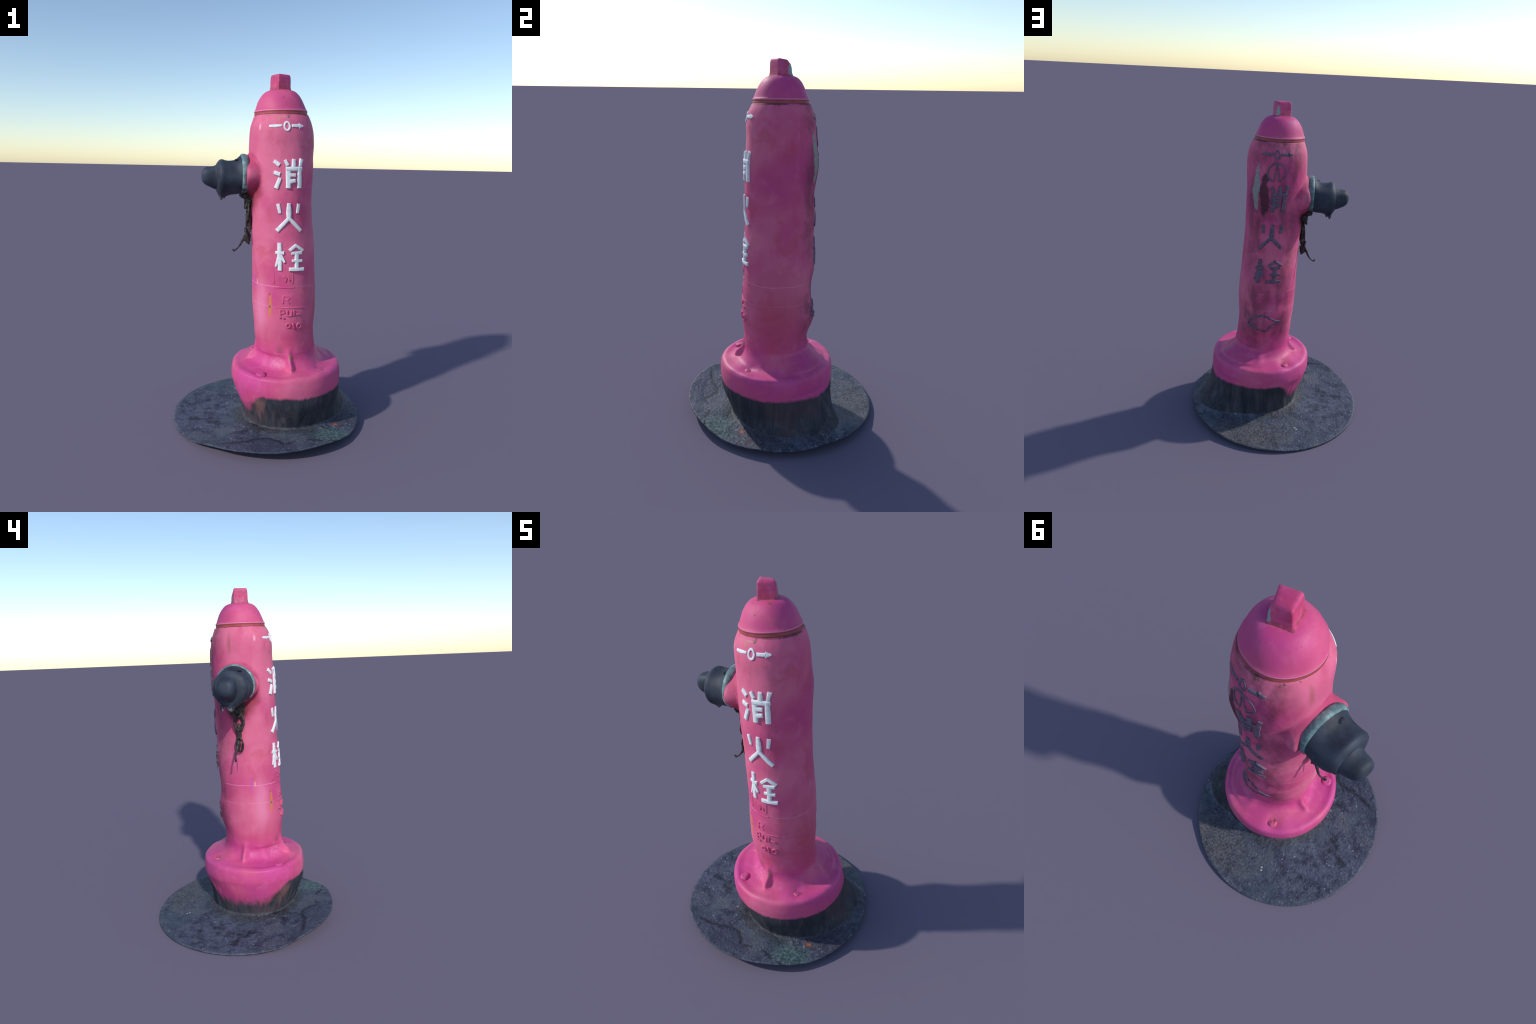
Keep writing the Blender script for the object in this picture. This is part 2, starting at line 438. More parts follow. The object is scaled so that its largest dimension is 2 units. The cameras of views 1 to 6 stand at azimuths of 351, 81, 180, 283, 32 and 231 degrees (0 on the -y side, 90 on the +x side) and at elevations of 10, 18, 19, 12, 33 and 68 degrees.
    # soft dark smear at the foot above the front rib
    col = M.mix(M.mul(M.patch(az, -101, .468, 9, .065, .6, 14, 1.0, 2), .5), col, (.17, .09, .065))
    paint_bump(M)
    return M.done(col)


def bonnet_material():
    M = Mat('pink_bonnet_paint', .55, .28)
    col = pink_base(M, -.10)
    tilt = M.math('MULTIPLY', M.math('SUBTRACT', M.x, .045), -.028)
    zz = M.math('ADD', M.z, tilt)
    band = M.mul(M.step(zz, 1.8015, 1.799), M.step(zz, 1.7835, 1.7850))
    col = M.mix(M.mul(band, M.step(M.noise(12, 3, .6), .30, .50)), col, M.ramp(M.noise(20, 4, .6), [(.3, (.30, .045, .075)), (.6, (.38, .085, .070))]))
    col = M.mix(M.mul(M.step(M.math('ABSOLUTE', M.math('SUBTRACT', zz, 1.8035)), .004, .001), .55), col, (.82, .30, .50))
    col = M.mix(M.mul(M.step(zz, 1.7850, 1.7835), .6), col, GRIME)
    col = M.mix(M.mul(M.blob((.034, -.140, 1.868), (.008, .02, .006), .5, 60, .6), .8), col, (.16, .07, .05))
    col = M.mix(M.mul(M.blob((.085, -.096, 1.912), (.016, .012, .012), .9, 60, .6), .8), col, (.30, .09, .04))
    col = M.mix(M.mul(M.blob((.045, -.03, 1.925), (.066, .066, .012), .5, 40, .5), .5), col, (.22, .03, .06))
    paint_bump(M, .2)
    return M.done(col)


def nut_material():
    M = Mat('pink_nut_paint', .5, .3)
    col = pink_base(M, .0)
    col = M.mix(M.mul(M.step(M.noise(18, 3, .6), .42, .62), .65), col, (.46, .040, .12))
    col = M.mix(M.mul(M.step(M.z, 1.945, 1.918), M.step(M.noise(40, 3, .6), .35, .55), .7), col, (.16, .045, .030))
    chip = M.blob((.060, .012, 1.945), (.016, .016, .034), .8, 40, .2)
    col = M.mix(chip, col, (.30, .34, .36))
    paint_bump(M, .2)
    return M.done(col)


def flange_colour(M):
    az = M.az(FLANGE_C[0], FLANGE_C[1])
    col = pink_base(M, -.05)
    up = M.step(M.z, .42, .385)
    col = M.mix(M.mul(M.step(M.noise(5, 3, .6, off=(2, 2, 2)), .50, .62), up, .35), col, (.64, .085, .33))
    pale = M.mul(M.patch(az, -118, .41, 20, .06, .8, 18, .8, 3), M.step(M.noise(70, 3, .6), .35, .6))
    col = M.mix(M.mul(pale, .4), col, (.68, .27, .42))
    for a, rb, amp in BOLT:
        c = (FLANGE_C[0] + rb * math.cos(a * D2R), FLANGE_C[1] + rb * math.sin(a * D2R), .372)
        ring = M.mul(M.blob(c, (.036, .036, .03), .5, 30, .35, a), M.step(M.noise(60, 3, .6, off=(a, 0, 0)), .50, .60))
        col = M.mix(M.mul(ring, .75), col, (.17, .065, .035))
    col = M.mix(M.mul(M.blob((.092, -.245, .448), (.016, .05, .035), .6, 30, .9), .6), col, (.46, .27, .10))
    # the paint stops along a ragged line low on the flange side; ground dirt below
    turn = M.math('ABSOLUTE', M.math('SUBTRACT', M.math('WRAP', M.math('ADD', az, 186.0), 180.0, -180.0), 0.0))
    left = M.step(turn, 62, 30)
    line = M.math('SUBTRACT', .254, M.math('MULTIPLY', left, .125))
    fray = M.noise(40, 4, .6, vec=M.vec(M.x, M.y, M.math('MULTIPLY', M.z, .12)), off=(6, 1, 1))
    fray2 = M.noise(5, 3, .6, off=(3, 3, 9))
    line = M.math('ADD', line, M.math('MULTIPLY', M.math('SUBTRACT', fray, .5), M.math('ADD', .016, M.math('MULTIPLY', left, .07))))
    line = M.math('ADD', line, M.math('MULTIPLY', M.math('SUBTRACT', fray2, .5), .045))
    dirt = M.step(M.math('DIVIDE', M.math('SUBTRACT', M.z, line), M.math('ADD', .010, M.math('MULTIPLY', left, .035))), 1.0, -1.0)
    s1 = M.noise(24, 6, .68, .6, vec=M.vec(M.x, M.y, M.math('MULTIPLY', M.z, .14)))
    dcol = M.ramp(s1, [(.30, (.016, .018, .026)), (.48, (.034, .038, .052)), (.60, (.058, .056, .070)), (.76, (.12, .105, .12))])
    dcol = M.mix(M.mul(M.step(M.noise(4, 3, .5, off=(7, 2, 1)), .50, .64), .45), dcol, (.085, .045, .055))
    brown = M.mul(M.patch(az, -130, .18, 13, .13, .6, 14, .95, 8), M.step(s1, .36, .58))
    dcol = M.mix(M.mul(brown, .85), dcol, (.20, .105, .10))
    return M.mix(dirt, col, dcol), az


def flange_material():
    M = Mat('pink_flange_paint', .5, .32)
    col, _ = flange_colour(M)
    paint_bump(M, .3)
    return M.done(col)


def skirt_material():
    M = Mat('streaked_dirty_skirt', .7, .25)
    col, _ = flange_colour(M)
    M.bump(M.noise(50, 5, .6, vec=M.vec(M.x, M.y, M.math('MULTIPLY', M.z, .15))), .45, .006)
    return M.done(col)


CRACKS = [([(-.43, -.36), (-.306, -.405), (-.217, -.41), (-.13, -.387), (-.083, -.375), (-.033, -.399), (.002, -.424), (.026, -.472), (.026, -.54)], .022),
          ([(-.093, -.213), (-.155, -.266), (-.083, -.375)], .026), ([(.031, -.469), (.103, -.440), (.204, -.452), (.315, -.47)], .018),
          ([(-.33, -.047), (-.391, -.043), (-.451, -.036)], .026), ([(-.302, -.094), (-.363, -.081), (-.30, -.13)], .022),
          ([(-.165, -.289), (-.18, -.34)], .026), ([(-.28, .18), (-.36, .22), (-.40, .30)], .014)]


def asphalt_material():
    M = Mat('damp_dark_asphalt', .62, .35)
    n = M.noise(9, 6, .65, .2)
    f = M.noise(75, 5, .7, off=(2, 2, 2))
    col = M.ramp(n, [(.34, (.024, .026, .050)), (.47, (.050, .054, .094)), (.62, (.082, .092, .142))])
    patchy = M.noise(3.2, 3, .55, off=(4, 2, 8))
    col = M.mix(M.mul(M.step(patchy, .46, .60), .5), col, (.030, .030, .062))
    col = M.mix(M.mul(M.step(f, .49, .66), .6), col, (.13, .155, .19))
    col = M.mix(M.mul(M.step(f, .46, .28), .55), col, (.012, .014, .020))
    mid = M.noise(26, 4, .6, .3, off=(6, 2, 9))
    col = M.mix(M.mul(M.step(mid, .50, .62), .5), col, (.105, .12, .155))
    col = M.mix(M.mul(M.step(mid, .46, .36), .6), col, (.016, .018, .030))
    cell = M.voronoi(48)
    pick = M.step(M.noise(30, 2, .5, off=(9, 4, 1)), .55, .62)
    col = M.mix(M.mul(M.step(cell, .34, .16), pick, .6), col, (.26, .30, .37))
    pick2 = M.step(M.noise(17, 2, .5, off=(1, 4, 6)), .66, .70)
    col = M.mix(M.mul(M.step(M.voronoi(40), .26, .14), pick2, .9), col, (.42, .45, .50))
    col = M.mix(M.mul(M.step(M.noise(5.5, 4, .6, .4, off=(2, 7, 7)), .52, .64), .55), col, (.045, .064, .090))
    col = M.mix(M.mul(M.step(M.noise(4.5, 4, .6, .4, off=(8, 3, 2)), .54, .66), .5), col, (.105, .108, .125))
    # local tints: green front right, violet front, grey brown at the back
    col = M.mix(M.mul(M.blob((.33, -.40, .05), (.17, .13, .3), .7, 9, .8, 1), .75), col, M.mix(M.step(f, .4, .66), (.030, .070, .068), (.17, .25, .23)))
    col = M.mix(M.mul(M.blob((-.10, -.46, .05), (.26, .13, .3), .7, 7, .7, 2), .70), col, M.mix(M.step(f, .4, .7), (.026, .028, .058), (.075, .075, .115)))
    col = M.mix(M.mul(M.blob((.16, .44, .03), (.34, .26, .3), .8, 6, .8, 4), .65), col, M.mix(M.step(f, .4, .66), (.045, .043, .046), (.15, .145, .145)))
    col = M.mix(M.mul(M.blob((.44, -.14, .05), (.16, .24, .3), .7, 7, .7, 6), .65), col, M.mix(M.step(f, .4, .7), (.022, .020, .034), (.11, .09, .11)))
    # darker mottled ring round the foot
    dx = M.math('SUBTRACT', M.x, .105); dy = M.math('SUBTRACT', M.y, -.043)
    rad = M.math('SQRT', M.math('ADD', M.math('MULTIPLY', dx, dx), M.math('MULTIPLY', dy, dy)))
    rad = M.math('ADD', rad, M.math('MULTIPLY', M.math('SUBTRACT', n, .5), .16))
    col = M.mix(M.mul(M.step(rad, .34, .27), .6), col, M.ramp(f, [(.3, (.018, .017, .017)), (.58, (.046, .042, .040)), (.75, (.16, .15, .15))]))
    # joint line of an older patch and short dark cracks, ragged
    wv = M.noise(16, 4, .65, off=(5, 5, 5)); wu = M.noise(16, 4, .65, off=(1, 7, 3))
    px = M.math('ADD', M.x, M.math('MULTIPLY', M.math('SUBTRACT', wv, .5), .075))
    py = M.math('ADD', M.y, M.math('MULTIPLY', M.math('SUBTRACT', wu, .5), .075))
    cm = 0.0
    for pts, w in CRACKS:
        for (ax_, ay_), (bx_, by_) in zip(pts, pts[1:]):
            dx_, dy_ = bx_ - ax_, by_ - ay_; l2 = dx_ * dx_ + dy_ * dy_
            t = M.math('MULTIPLY_ADD', M.math('SUBTRACT', px, ax_), dx_ / l2, M.math('MULTIPLY', M.math('SUBTRACT', py, ay_), dy_ / l2), clamp=True)
            ex = M.math('SUBTRACT', M.math('SUBTRACT', px, ax_), M.math('MULTIPLY', t, dx_))
            ey = M.math('SUBTRACT', M.math('SUBTRACT', py, ay_), M.math('MULTIPLY', t, dy_))
            dd = M.math('SQRT', M.math('ADD', M.math('MULTIPLY', ex, ex), M.math('MULTIPLY', ey, ey)))
            cm = M.math('MAXIMUM', cm, M.step(dd, w, w * .15))
    cm = M.mul(cm, M.step(M.noise(14, 3, .6, off=(3, 8, 1)), .38, .60), .72)
    col = M.mix(cm, col, (.008, .009, .013))
    # an orange leaf scrap, trodden flat, and rusty crumbs
    col = M.mix(M.mul(M.blob((.361, -.274, .06), (.045, .030, .2), .7, 30, .9, 2), .55), col, (.20, .085, .075))
    col = M.mix(M.blob((.361, -.274, .06), (.019, .013, .2), .6, 50, .8), col, (.40, .13, .030))
    for c in ((-.140, .338), (-.150, .352)):
        col = M.mix(M.blob((c[0], c[1], .03), (.008, .006, .2), .4, 60, .4), col, (.48, .40, .36))
    h = M.math('ADD', M.math('MULTIPLY', f, .8), M.math('MULTIPLY', M.step(cell, .5, .1), .5))
    h = M.math('ADD', M.math('SUBTRACT', h, M.math('MULTIPLY', cm, .8)), M.math('MULTIPLY', mid, 1.0))
    M.bump(h, .55, .006)
    return M.done(col)


def iron_material(name, light=1.0):
    M = Mat(name, .60, .30)
    n = M.noise(11, 4, .55, .3); f = M.noise(70, 4, .6)
    k = light
    col = M.ramp(n, [(.32, (.018 * k, .022 * k, .034 * k)), (.52, (.032 * k, .042 * k, .064 * k)), (.70, (.044 * k, .066 * k, .092 * k))])
    col = M.mix(M.mul(M.step(f, .55, .75), .22), col, (.09, .12, .15))
    col = M.mix(M.mul(M.blob((-.255, -.075, 1.345), (.010, .03, .007), .5, 50, .5), .6), col, (.25, .03, .03))
    # scraped pale metal on the drip point under the cap
    scr = M.noise(50, 4, .6, vec=M.vec(M.x, M.y, M.math('MULTIPLY', M.z, .3)), off=(4, 4, 4))
    col = M.mix(M.mul(M.blob((-.292, -.025, 1.318), (.03, .09, .030), .5, 30, .5), M.step(scr, .42, .58), .85), col, (.33, .34, .31))
    M.bump(M.math('ADD', n, M.math('MULTIPLY', f, .4)), .25, .004)
    return M.done(col)


def collar_material():
    M = Mat('verdigris_collar', .5, .4)
    f = M.noise(24, 4, .6)
    col = M.ramp(f, [(.32, (.055, .095, .10)), (.52, (.13, .22, .23)), (.72, (.30, .40, .39))])
    low = M.step(M.z, 1.44, 1.37)
    col = M.mix(M.mul(low, M.step(f, .68, .40), .9), col, (.020, .020, .022))
    return M.done(col)


def letter_material(name, col_a, col_b, wear):
    M = Mat(name, .55, .3)
    f = M.noise(60, 4, .65)
    col = M.ramp(f, [(.3, col_b), (.55, col_a)])
    chips = M.step(M.noise(110, 3, .6, off=(2, 5, 1)), .70 - wear, .78 - wear)
    col = M.mix(M.mul(chips, .6), col, (.40, .16, .22))
    paint_bump(M, .2)
    return M.done(col)


def chain_material():
    M = Mat('rusty_black_chain', .6, .35)
    f = M.noise(60, 4, .65)
    col = M.ramp(f, [(.3, (.014, .012, .013)), (.52, (.040, .032, .032)), (.72, (.11, .085, .075))])
    M.bump(f, .4, .003)
    return M.done(col)


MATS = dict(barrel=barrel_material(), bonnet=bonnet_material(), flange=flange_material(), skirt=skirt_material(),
            asphalt_patch=asphalt_material())
M_NUT = nut_material(); M_IRON = iron_material('dark_cast_iron'); M_COLLAR = collar_material()
M_WHITE = letter_material('white_letter_paint', (.80, .83, .85), (.62, .66, .70), .0)
M_SHADED = letter_material('shaded_letter_paint', (.155, .115, .175), (.085, .030, .060), -.02)  # darkened copy of the white letter paint, carrying the shade at the back
M_CHAIN = chain_material()

# ------------------------------------------------------------- object helpers
root = bpy.data.objects.new('fire_hydrant', None)
bpy.context.scene.collection.objects.link(root)
root['label'] = 'weathered pink street hydrant on round asphalt patch'
root['category'] = 'fire hydrant'


def link(name, mesh, mat, parent=root, smooth=True):
    o = bpy.data.objects.new(name, mesh)
    bpy.context.scene.collection.objects.link(o)
    o.parent = parent
    if mat and not mesh.materials: mesh.materials.append(mat)
    if smooth:
        for p in mesh.polygons: p.use_smooth = True
    return o


def mesh_from(name, verts, fcs):
    m = bpy.data.meshes.new(name)
    m.from_pydata([tuple(v) for v in verts], [], fcs); m.update()
    return m


# ---- split the lofted body into its parts, sharing the whole body's normals
full = mesh_from('cast_body', V, faces)
bm = bmesh.new(); bm.from_mesh(full); bmesh.ops.recalc_face_normals(bm, faces=bm.faces); bm.to_mesh(full); bm.free()
full.update()
vn = np.array([tuple(n.vector) for n in full.vertex_normals])
fl = [tuple(p.vertices) for p in full.polygons]
PART = {}
for part in ('bonnet', 'barrel', 'flange', 'skirt', 'asphalt_patch'):
    fs = [f for f, q in zip(fl, fpart) if q == part]
    ids = sorted({v for f in fs for v in f}); mp = {v: i for i, v in enumerate(ids)}
    me = mesh_from(part, V[ids], [tuple(mp[v] for v in f) for f in fs])
    o = link(part, me, MATS[part])
    me.normals_split_custom_set_from_vertices([tuple(vn[v]) for v in ids])
    PART[part] = o
bpy.data.meshes.remove(full)


# ---- loft through closed sections
def loft(name, sections, mat, parent=root, cap=True, smooth_angle=None):
    n = len(sections[0]); vs = [p for s in sections for p in s]; fs = []
    for i in range(len(sections) - 1):
        for j in range(n):
            k = (j + 1) % n
            fs.append((i * n + j, i * n + k, (i + 1) * n + k, (i + 1) * n + j))
    if cap:
        fs.append(tuple(range(n))[::-1]); fs.append(tuple((len(sections) - 1) * n + j for j in range(n)))
    me = mesh_from(name, vs, fs)
    b = bmesh.new(); b.from_mesh(me); bmesh.ops.recalc_face_normals(b, faces=b.faces); b.to_mesh(me); b.free()
    o = link(name, me, mat, parent)
    if smooth_angle: me.set_sharp_from_angle(angle=smooth_angle * D2R)
    return o


# ---- operating nut: square, slightly twisted, one top corner knocked off
def rounded_poly(corners, cr, steps=4):
    out = []; n = len(corners)
    for i in range(n):
        p = Vector(corners[i]); a = (Vector(corners[i - 1]) - p).normalized(); b = (Vector(corners[(i + 1) % n]) - p).normalized()
        p0 = p + a * cr; p1 = p + b * cr
        for s in range(steps + 1):
            t = s / steps
            out.append(p0 * (1 - t) ** 2 + p * 2 * t * (1 - t) + p1 * t * t)
    return out


secs = []
for z, sc, cut, cr in ((1.905, 1.22, 1.10, .012), (1.914, 1.12, 1.06, .010), (1.922, 1.04, 1.03, .008), (1.935, .99, 1.0, .006),
                       (1.955, .99, .97, .006), (1.975, .98, .86, .006), (1.987, .965, .74, .007), (1.995, .93, .66, .008),
                       (1.999, .85, .60, .010), (2.000, .60, .45, .008)):
    cs = []
    for a, k in ((-112, .061), (-22, .059), (70, .060), (159, .060)):
        q = k * sc * (cut if a == 70 else 1.0)
        cs.append((.038 + q * math.cos(a * D2R), -.033 + q * math.sin(a * D2R), z - (.004 if a == 70 and z > 1.98 else 0)))
    secs.append(rounded_poly(cs, cr))
loft('operating_nut', secs, M_NUT, smooth_angle=50)

# ---- outlet: collar ring, cap with a bulged rim and a drip point, blunt key lug
NS = 64


def outlet_section(x, zc, top, bot, front, back, beak=0.0, power=2.0, dy=0.0):
    pts = []
    for i in range(NS):
        a = 2 * math.pi * i / NS
        cy, cz = math.sin(a), math.cos(a)
        ry = front if cy < 0 else back; rz = top if cz > 0 else bot
        s = (abs(cy) ** power + abs(cz) ** power) ** (-1 / power)
        y = OUTLET_Y + dy + ry * cy * s; z = zc + rz * cz * s
        z -= beak * (math.exp(-((a - math.pi - .02) / .21) ** 2) + .16 * math.exp(-((a - math.pi + .42) / .10) ** 2) + .12 * math.exp(-((a - math.pi - .36) / .08) ** 2))
        g = 1 + .022 * noise.noise(Vector((x * 22, cy * 2.2, cz * 2.2 + 3)))
        y = OUTLET_Y + (y - OUTLET_Y) * g; z = zc + (z - zc) * g
        pts.append((x, y, z))
    return pts


ring = [(-.140, .112), (-.150, .117), (-.158, .1195), (-.166, .1200), (-.173, .1190), (-.178, .1150), (-.181, .108)]
loft('outlet_collar', [outlet_section(x, 1.452, r, r * .87, r * .98, r * .99) for x, r in ring], M_COLLAR)
cap = [  # x, centre z, up, down, front, back, beak
    (-.150, 1.450, .108, .098, .104, .108, 0),
    (-.176, 1.450, .1125, .099, .1100, .112, 0),
    (-.1805, 1.450, .1115, .099, .1095, .112, 0),
    (-.187, 1.449, .106, .099, .106, .113, 0),
    (-.200, 1.447, .096, .100, .104, .113, 0),
    (-.214, 1.446, .089, .1000, .1015, .113, 0),
    (-.232, 1.446, .086, .100, .1005, .112, .002),
    (-.250, 1.446, .0855, .102, .1005, .110, .006),
    (-.266, 1.446, .088, .104, .1015, .107, .013),
    (-.278, 1.446, .0925, .105, .1035, .102, .023),
    (-.287, 1.446, .0940, .104, .1040, .098, .031),
    (-.295, 1.446, .0915, .101, .1010, .093, .020),
    (-.302, 1.446, .0850, .096, .0940, .088, .010),
    (-.308, 1.446, .0765, .089, .0800, .083, .004),
    (-.313, 1.446, .0690, .083, .0660, .079, .001)]
outlet_cap = loft('outlet_cap', [outlet_section(*c) for c in cap], M_IRON)
lug = [(-.300, 1.447, .072, .078, .060, .075, 0, 2.0), (-.312, 1.447, .063, .076, .051, .074, 0, 2.2), (-.322, 1.447, .057, .073, .047, .070, 0, 2.4),
       (-.334, 1.447, .0515, .069, .045, .066, 0, 2.6), (-.350, 1.446, .0495, .060, .044, .061, 0, 2.7), (-.366, 1.446, .0490, .053, .043, .056, 0, 2.7),
       (-.378, 1.446, .0450, .045, .041, .050, 0, 2.6), (-.387, 1.446, .0370, .037, .037, .043, 0, 2.4), (-.393, 1.446, .0260, .026, .028, .032, 0, 2.2),
       (-.396, 1.446, .0120, .012, .014, .016, 0, 2.0)]
loft('cap_lug', [outlet_section(*c) for c in lug], M_IRON, outlet_cap)
# small raised casting mark on top of the cap
m = bpy.data.meshes.new('casting_mark'); b = bmesh.new()
bmesh.ops.create_icosphere(b, subdivisions=3, radius=1.0)
bmesh.ops.transform(b, matrix=Matrix.Translation((-.205, -.075, 1.537)) @ Matrix.Diagonal((.012, .016, .005, 1)), verts=b.verts)
b.to_mesh(m); b.free(); link('casting_mark', m, M_IRON, outlet_cap)


# ---- swept tubes (chain and the wire tail)
def tube(name, pts, radii, mat, parent, closed=False, seg=10, sub=6, jag=True):
    P = [Vector(p) for p in pts]; n = len(P)
    path = []; rad = []
    cnt = n if closed else n - 1
    for i in range(cnt):
        p0 = P[(i - 1) % n] if closed or i > 0 else P[i]; p1 = P[i]; p2 = P[(i + 1) % n]; p3 = P[(i + 2) % n] if closed or i + 2 < n else p2
        for s in range(sub):
            t = s / sub
            lump = 1 + (.42 * noise.noise(p1.lerp(p2, t) * 95) if jag else 0)
            path.append(.5 * ((2 * p1) + (p2 - p0) * t + (2 * p0 - 5 * p1 + 4 * p2 - p3) * t * t + (3 * p1 - p0 - 3 * p2 + p3) * t ** 3))
            rad.append((radii[i] * (1 - t) + radii[(i + 1) % n] * t) * lump)
    if not closed: path.append(P[-1]); rad.append(radii[-1])
    m = len(path); vs = []; fs = []; up = Vector((1, .2, .1)).normalized()
    for i in range(m):
        a = path[(i - 1) % m] if closed or i > 0 else path[i]; c = path[(i + 1) % m] if closed or i < m - 1 else path[i]
        t = (c - a).normalized(); u = (up - t * up.dot(t)).normalized(); w = t.cross(u)
        for k in range(seg):
            q = 2 * math.pi * k / seg
            vs.append(path[i] + (u * math.cos(q) + w * math.sin(q)) * rad[i])
    for i in range(m if closed else m - 1):
        for k in range(seg):
            l = (k + 1) % seg; j = (i + 1) % m
            fs.append((i * seg + k, j * seg + k, j * seg + l, i * seg + l))
    if not closed:
        fs.append(tuple(range(seg))); fs.append(tuple((m - 1) * seg + k for k in range(seg))[::-1])
    me = mesh_from(name, vs, fs)
    bb = bmesh.new(); bb.from_mesh(me); bmesh.ops.recalc_face_normals(bb, faces=bb.faces); bb.to_mesh(me); bb.free()
    return link(name, me, mat, parent)


chain = bpy.data.objects.new('retaining_chain', None)
bpy.context.scene.collection.objects.link(chain); chain.parent = root


def link_loop(cy, zc, hw, hh, x0, lean, r, edge=0.0):
    pts = []
    for i in range(12):
        a = 2 * math.pi * i / 12
        y = cy + hw * math.sin(a) * (1 - edge); z = zc + hh * math.cos(a)
        pts.append((x0 + lean * (z - zc) - hw * edge * math.sin(a), y, z))
    tube('chain_link', pts, [r] * 12, M_CHAIN, chain, closed=True)


tube('chain_strand', [(-.158, -.034, 1.352), (-.143, -.038, 1.318), (-.131, -.052, 1.285), (-.124, -.062, 1.240), (-.122, -.050, 1.195), (-.121, -.042, 1.160),
                      (-.130, -.038, 1.128), (-.145, -.034, 1.100)], [.020, .017, .010, .0075, .010, .0085, .0105, .006], M_CHAIN, chain)
link_loop(-.034, 1.300, .020, .030, -.140, .25, .0080)
link_loop(-.043, 1.240, .029, .046, -.135, .10, .0062)
link_loop(-.042, 1.172, .016, .036, -.128, .05, .0060, .80)
link_loop(-.042, 1.110, .019, .042, -.138, -.28, .0062)
tube('chain_hook', [(-.134, -.036, 1.150), (-.146, -.034, 1.118), (-.158, -.030, 1.090), (-.170, -.026, 1.064), (-.184, -.024, 1.043), (-.200, -.029, 1.029),
                    (-.211, -.033, 1.026), (-.217, -.035, 1.034)], [.005, .0055, .0075, .0065, .0048, .0042, .0065, .0045], M_CHAIN, chain)
# tarry clot that fuses the chain to the barrel below the outlet
def clot(name, c, s, parent, mat, seed, amp=.35):
    m = bpy.data.meshes.new(name); b = bmesh.new()
    bmesh.ops.create_icosphere(b, subdivisions=4, radius=1.0)
    for v in b.verts:
        v.co *= 1 + amp * noise.fractal(v.co * 1.6 + Vector((seed, seed, 0)), 1.0, 2.0, 3)
        v.co = Vector((c[0] + v.co.x * s[0], c[1] + v.co.y * s[1], c[2] + v.co.z * s[2]))
    b.to_mesh(m); b.free()
    return link(name, m, mat, parent)
clot('grease_clot', (-.130, -.032, 1.318), (.026, .040, .034), chain, M_CHAIN, 3)
clot('grease_clot', (-.136, -.034, 1.100), (.022, .007, .028), chain, M_CHAIN, 5)
clot('grease_clot', (-.126, -.040, 1.195), (.012, .012, .034), chain, M_CHAIN, 8)
clot('grease_clot', (-.150, -.030, 1.345), (.030, .050, .022), chain, M_CHAIN, 11)
# stringy drips hanging from the underside of the cap
for q, (y0, x0, l) in enumerate(((.010, -.284, .012), (-.022, -.268, .009))):
    tube('cap_drip', [(x0, y0, 1.352), (x0 - .001, y0 + .002, 1.335), (x0, y0, 1.330 - l * .4), (x0 + .001, y0 - .001, 1.330 - l)], [.012, .010, .0055, .0012], M_IRON, outlet_cap)

# ---- flange bolts: worn low heads
flange = PART['flange']
for i, (a, rb, amp) in enumerate(BOLT):
    c = Vector((FLANGE_C[0] + rb * math.cos(a * D2R), FLANGE_C[1] + rb * math.sin(a * D2R), (.353, .3595, .362, .376)[i]))
    secs = []
    for z, r in ((-.02, .032), (.000, .0305), (.006, .0265), (.0095, .018), (.0105, .006)):
        ring_ = []
        for k in range(36):
            q = 2 * math.pi * k / 36
            hexr = math.cos(math.pi / 6) / math.cos((q + a) % (math.pi / 3) - math.pi / 6)
            rr = r * (.8 + .2 * hexr) * (1 + .10 * noise.noise(Vector((math.cos(q) * 1.5, math.sin(q) * 1.5, i * 3.0))))
            ring_.append((c.x + rr * math.cos(q), c.y + rr * math.sin(q), c.z + z * amp + .0025 * math.cos(q + i * 2)))
        secs.append(ring_)
    loft('flange_bolt', secs, MATS['flange'], flange)


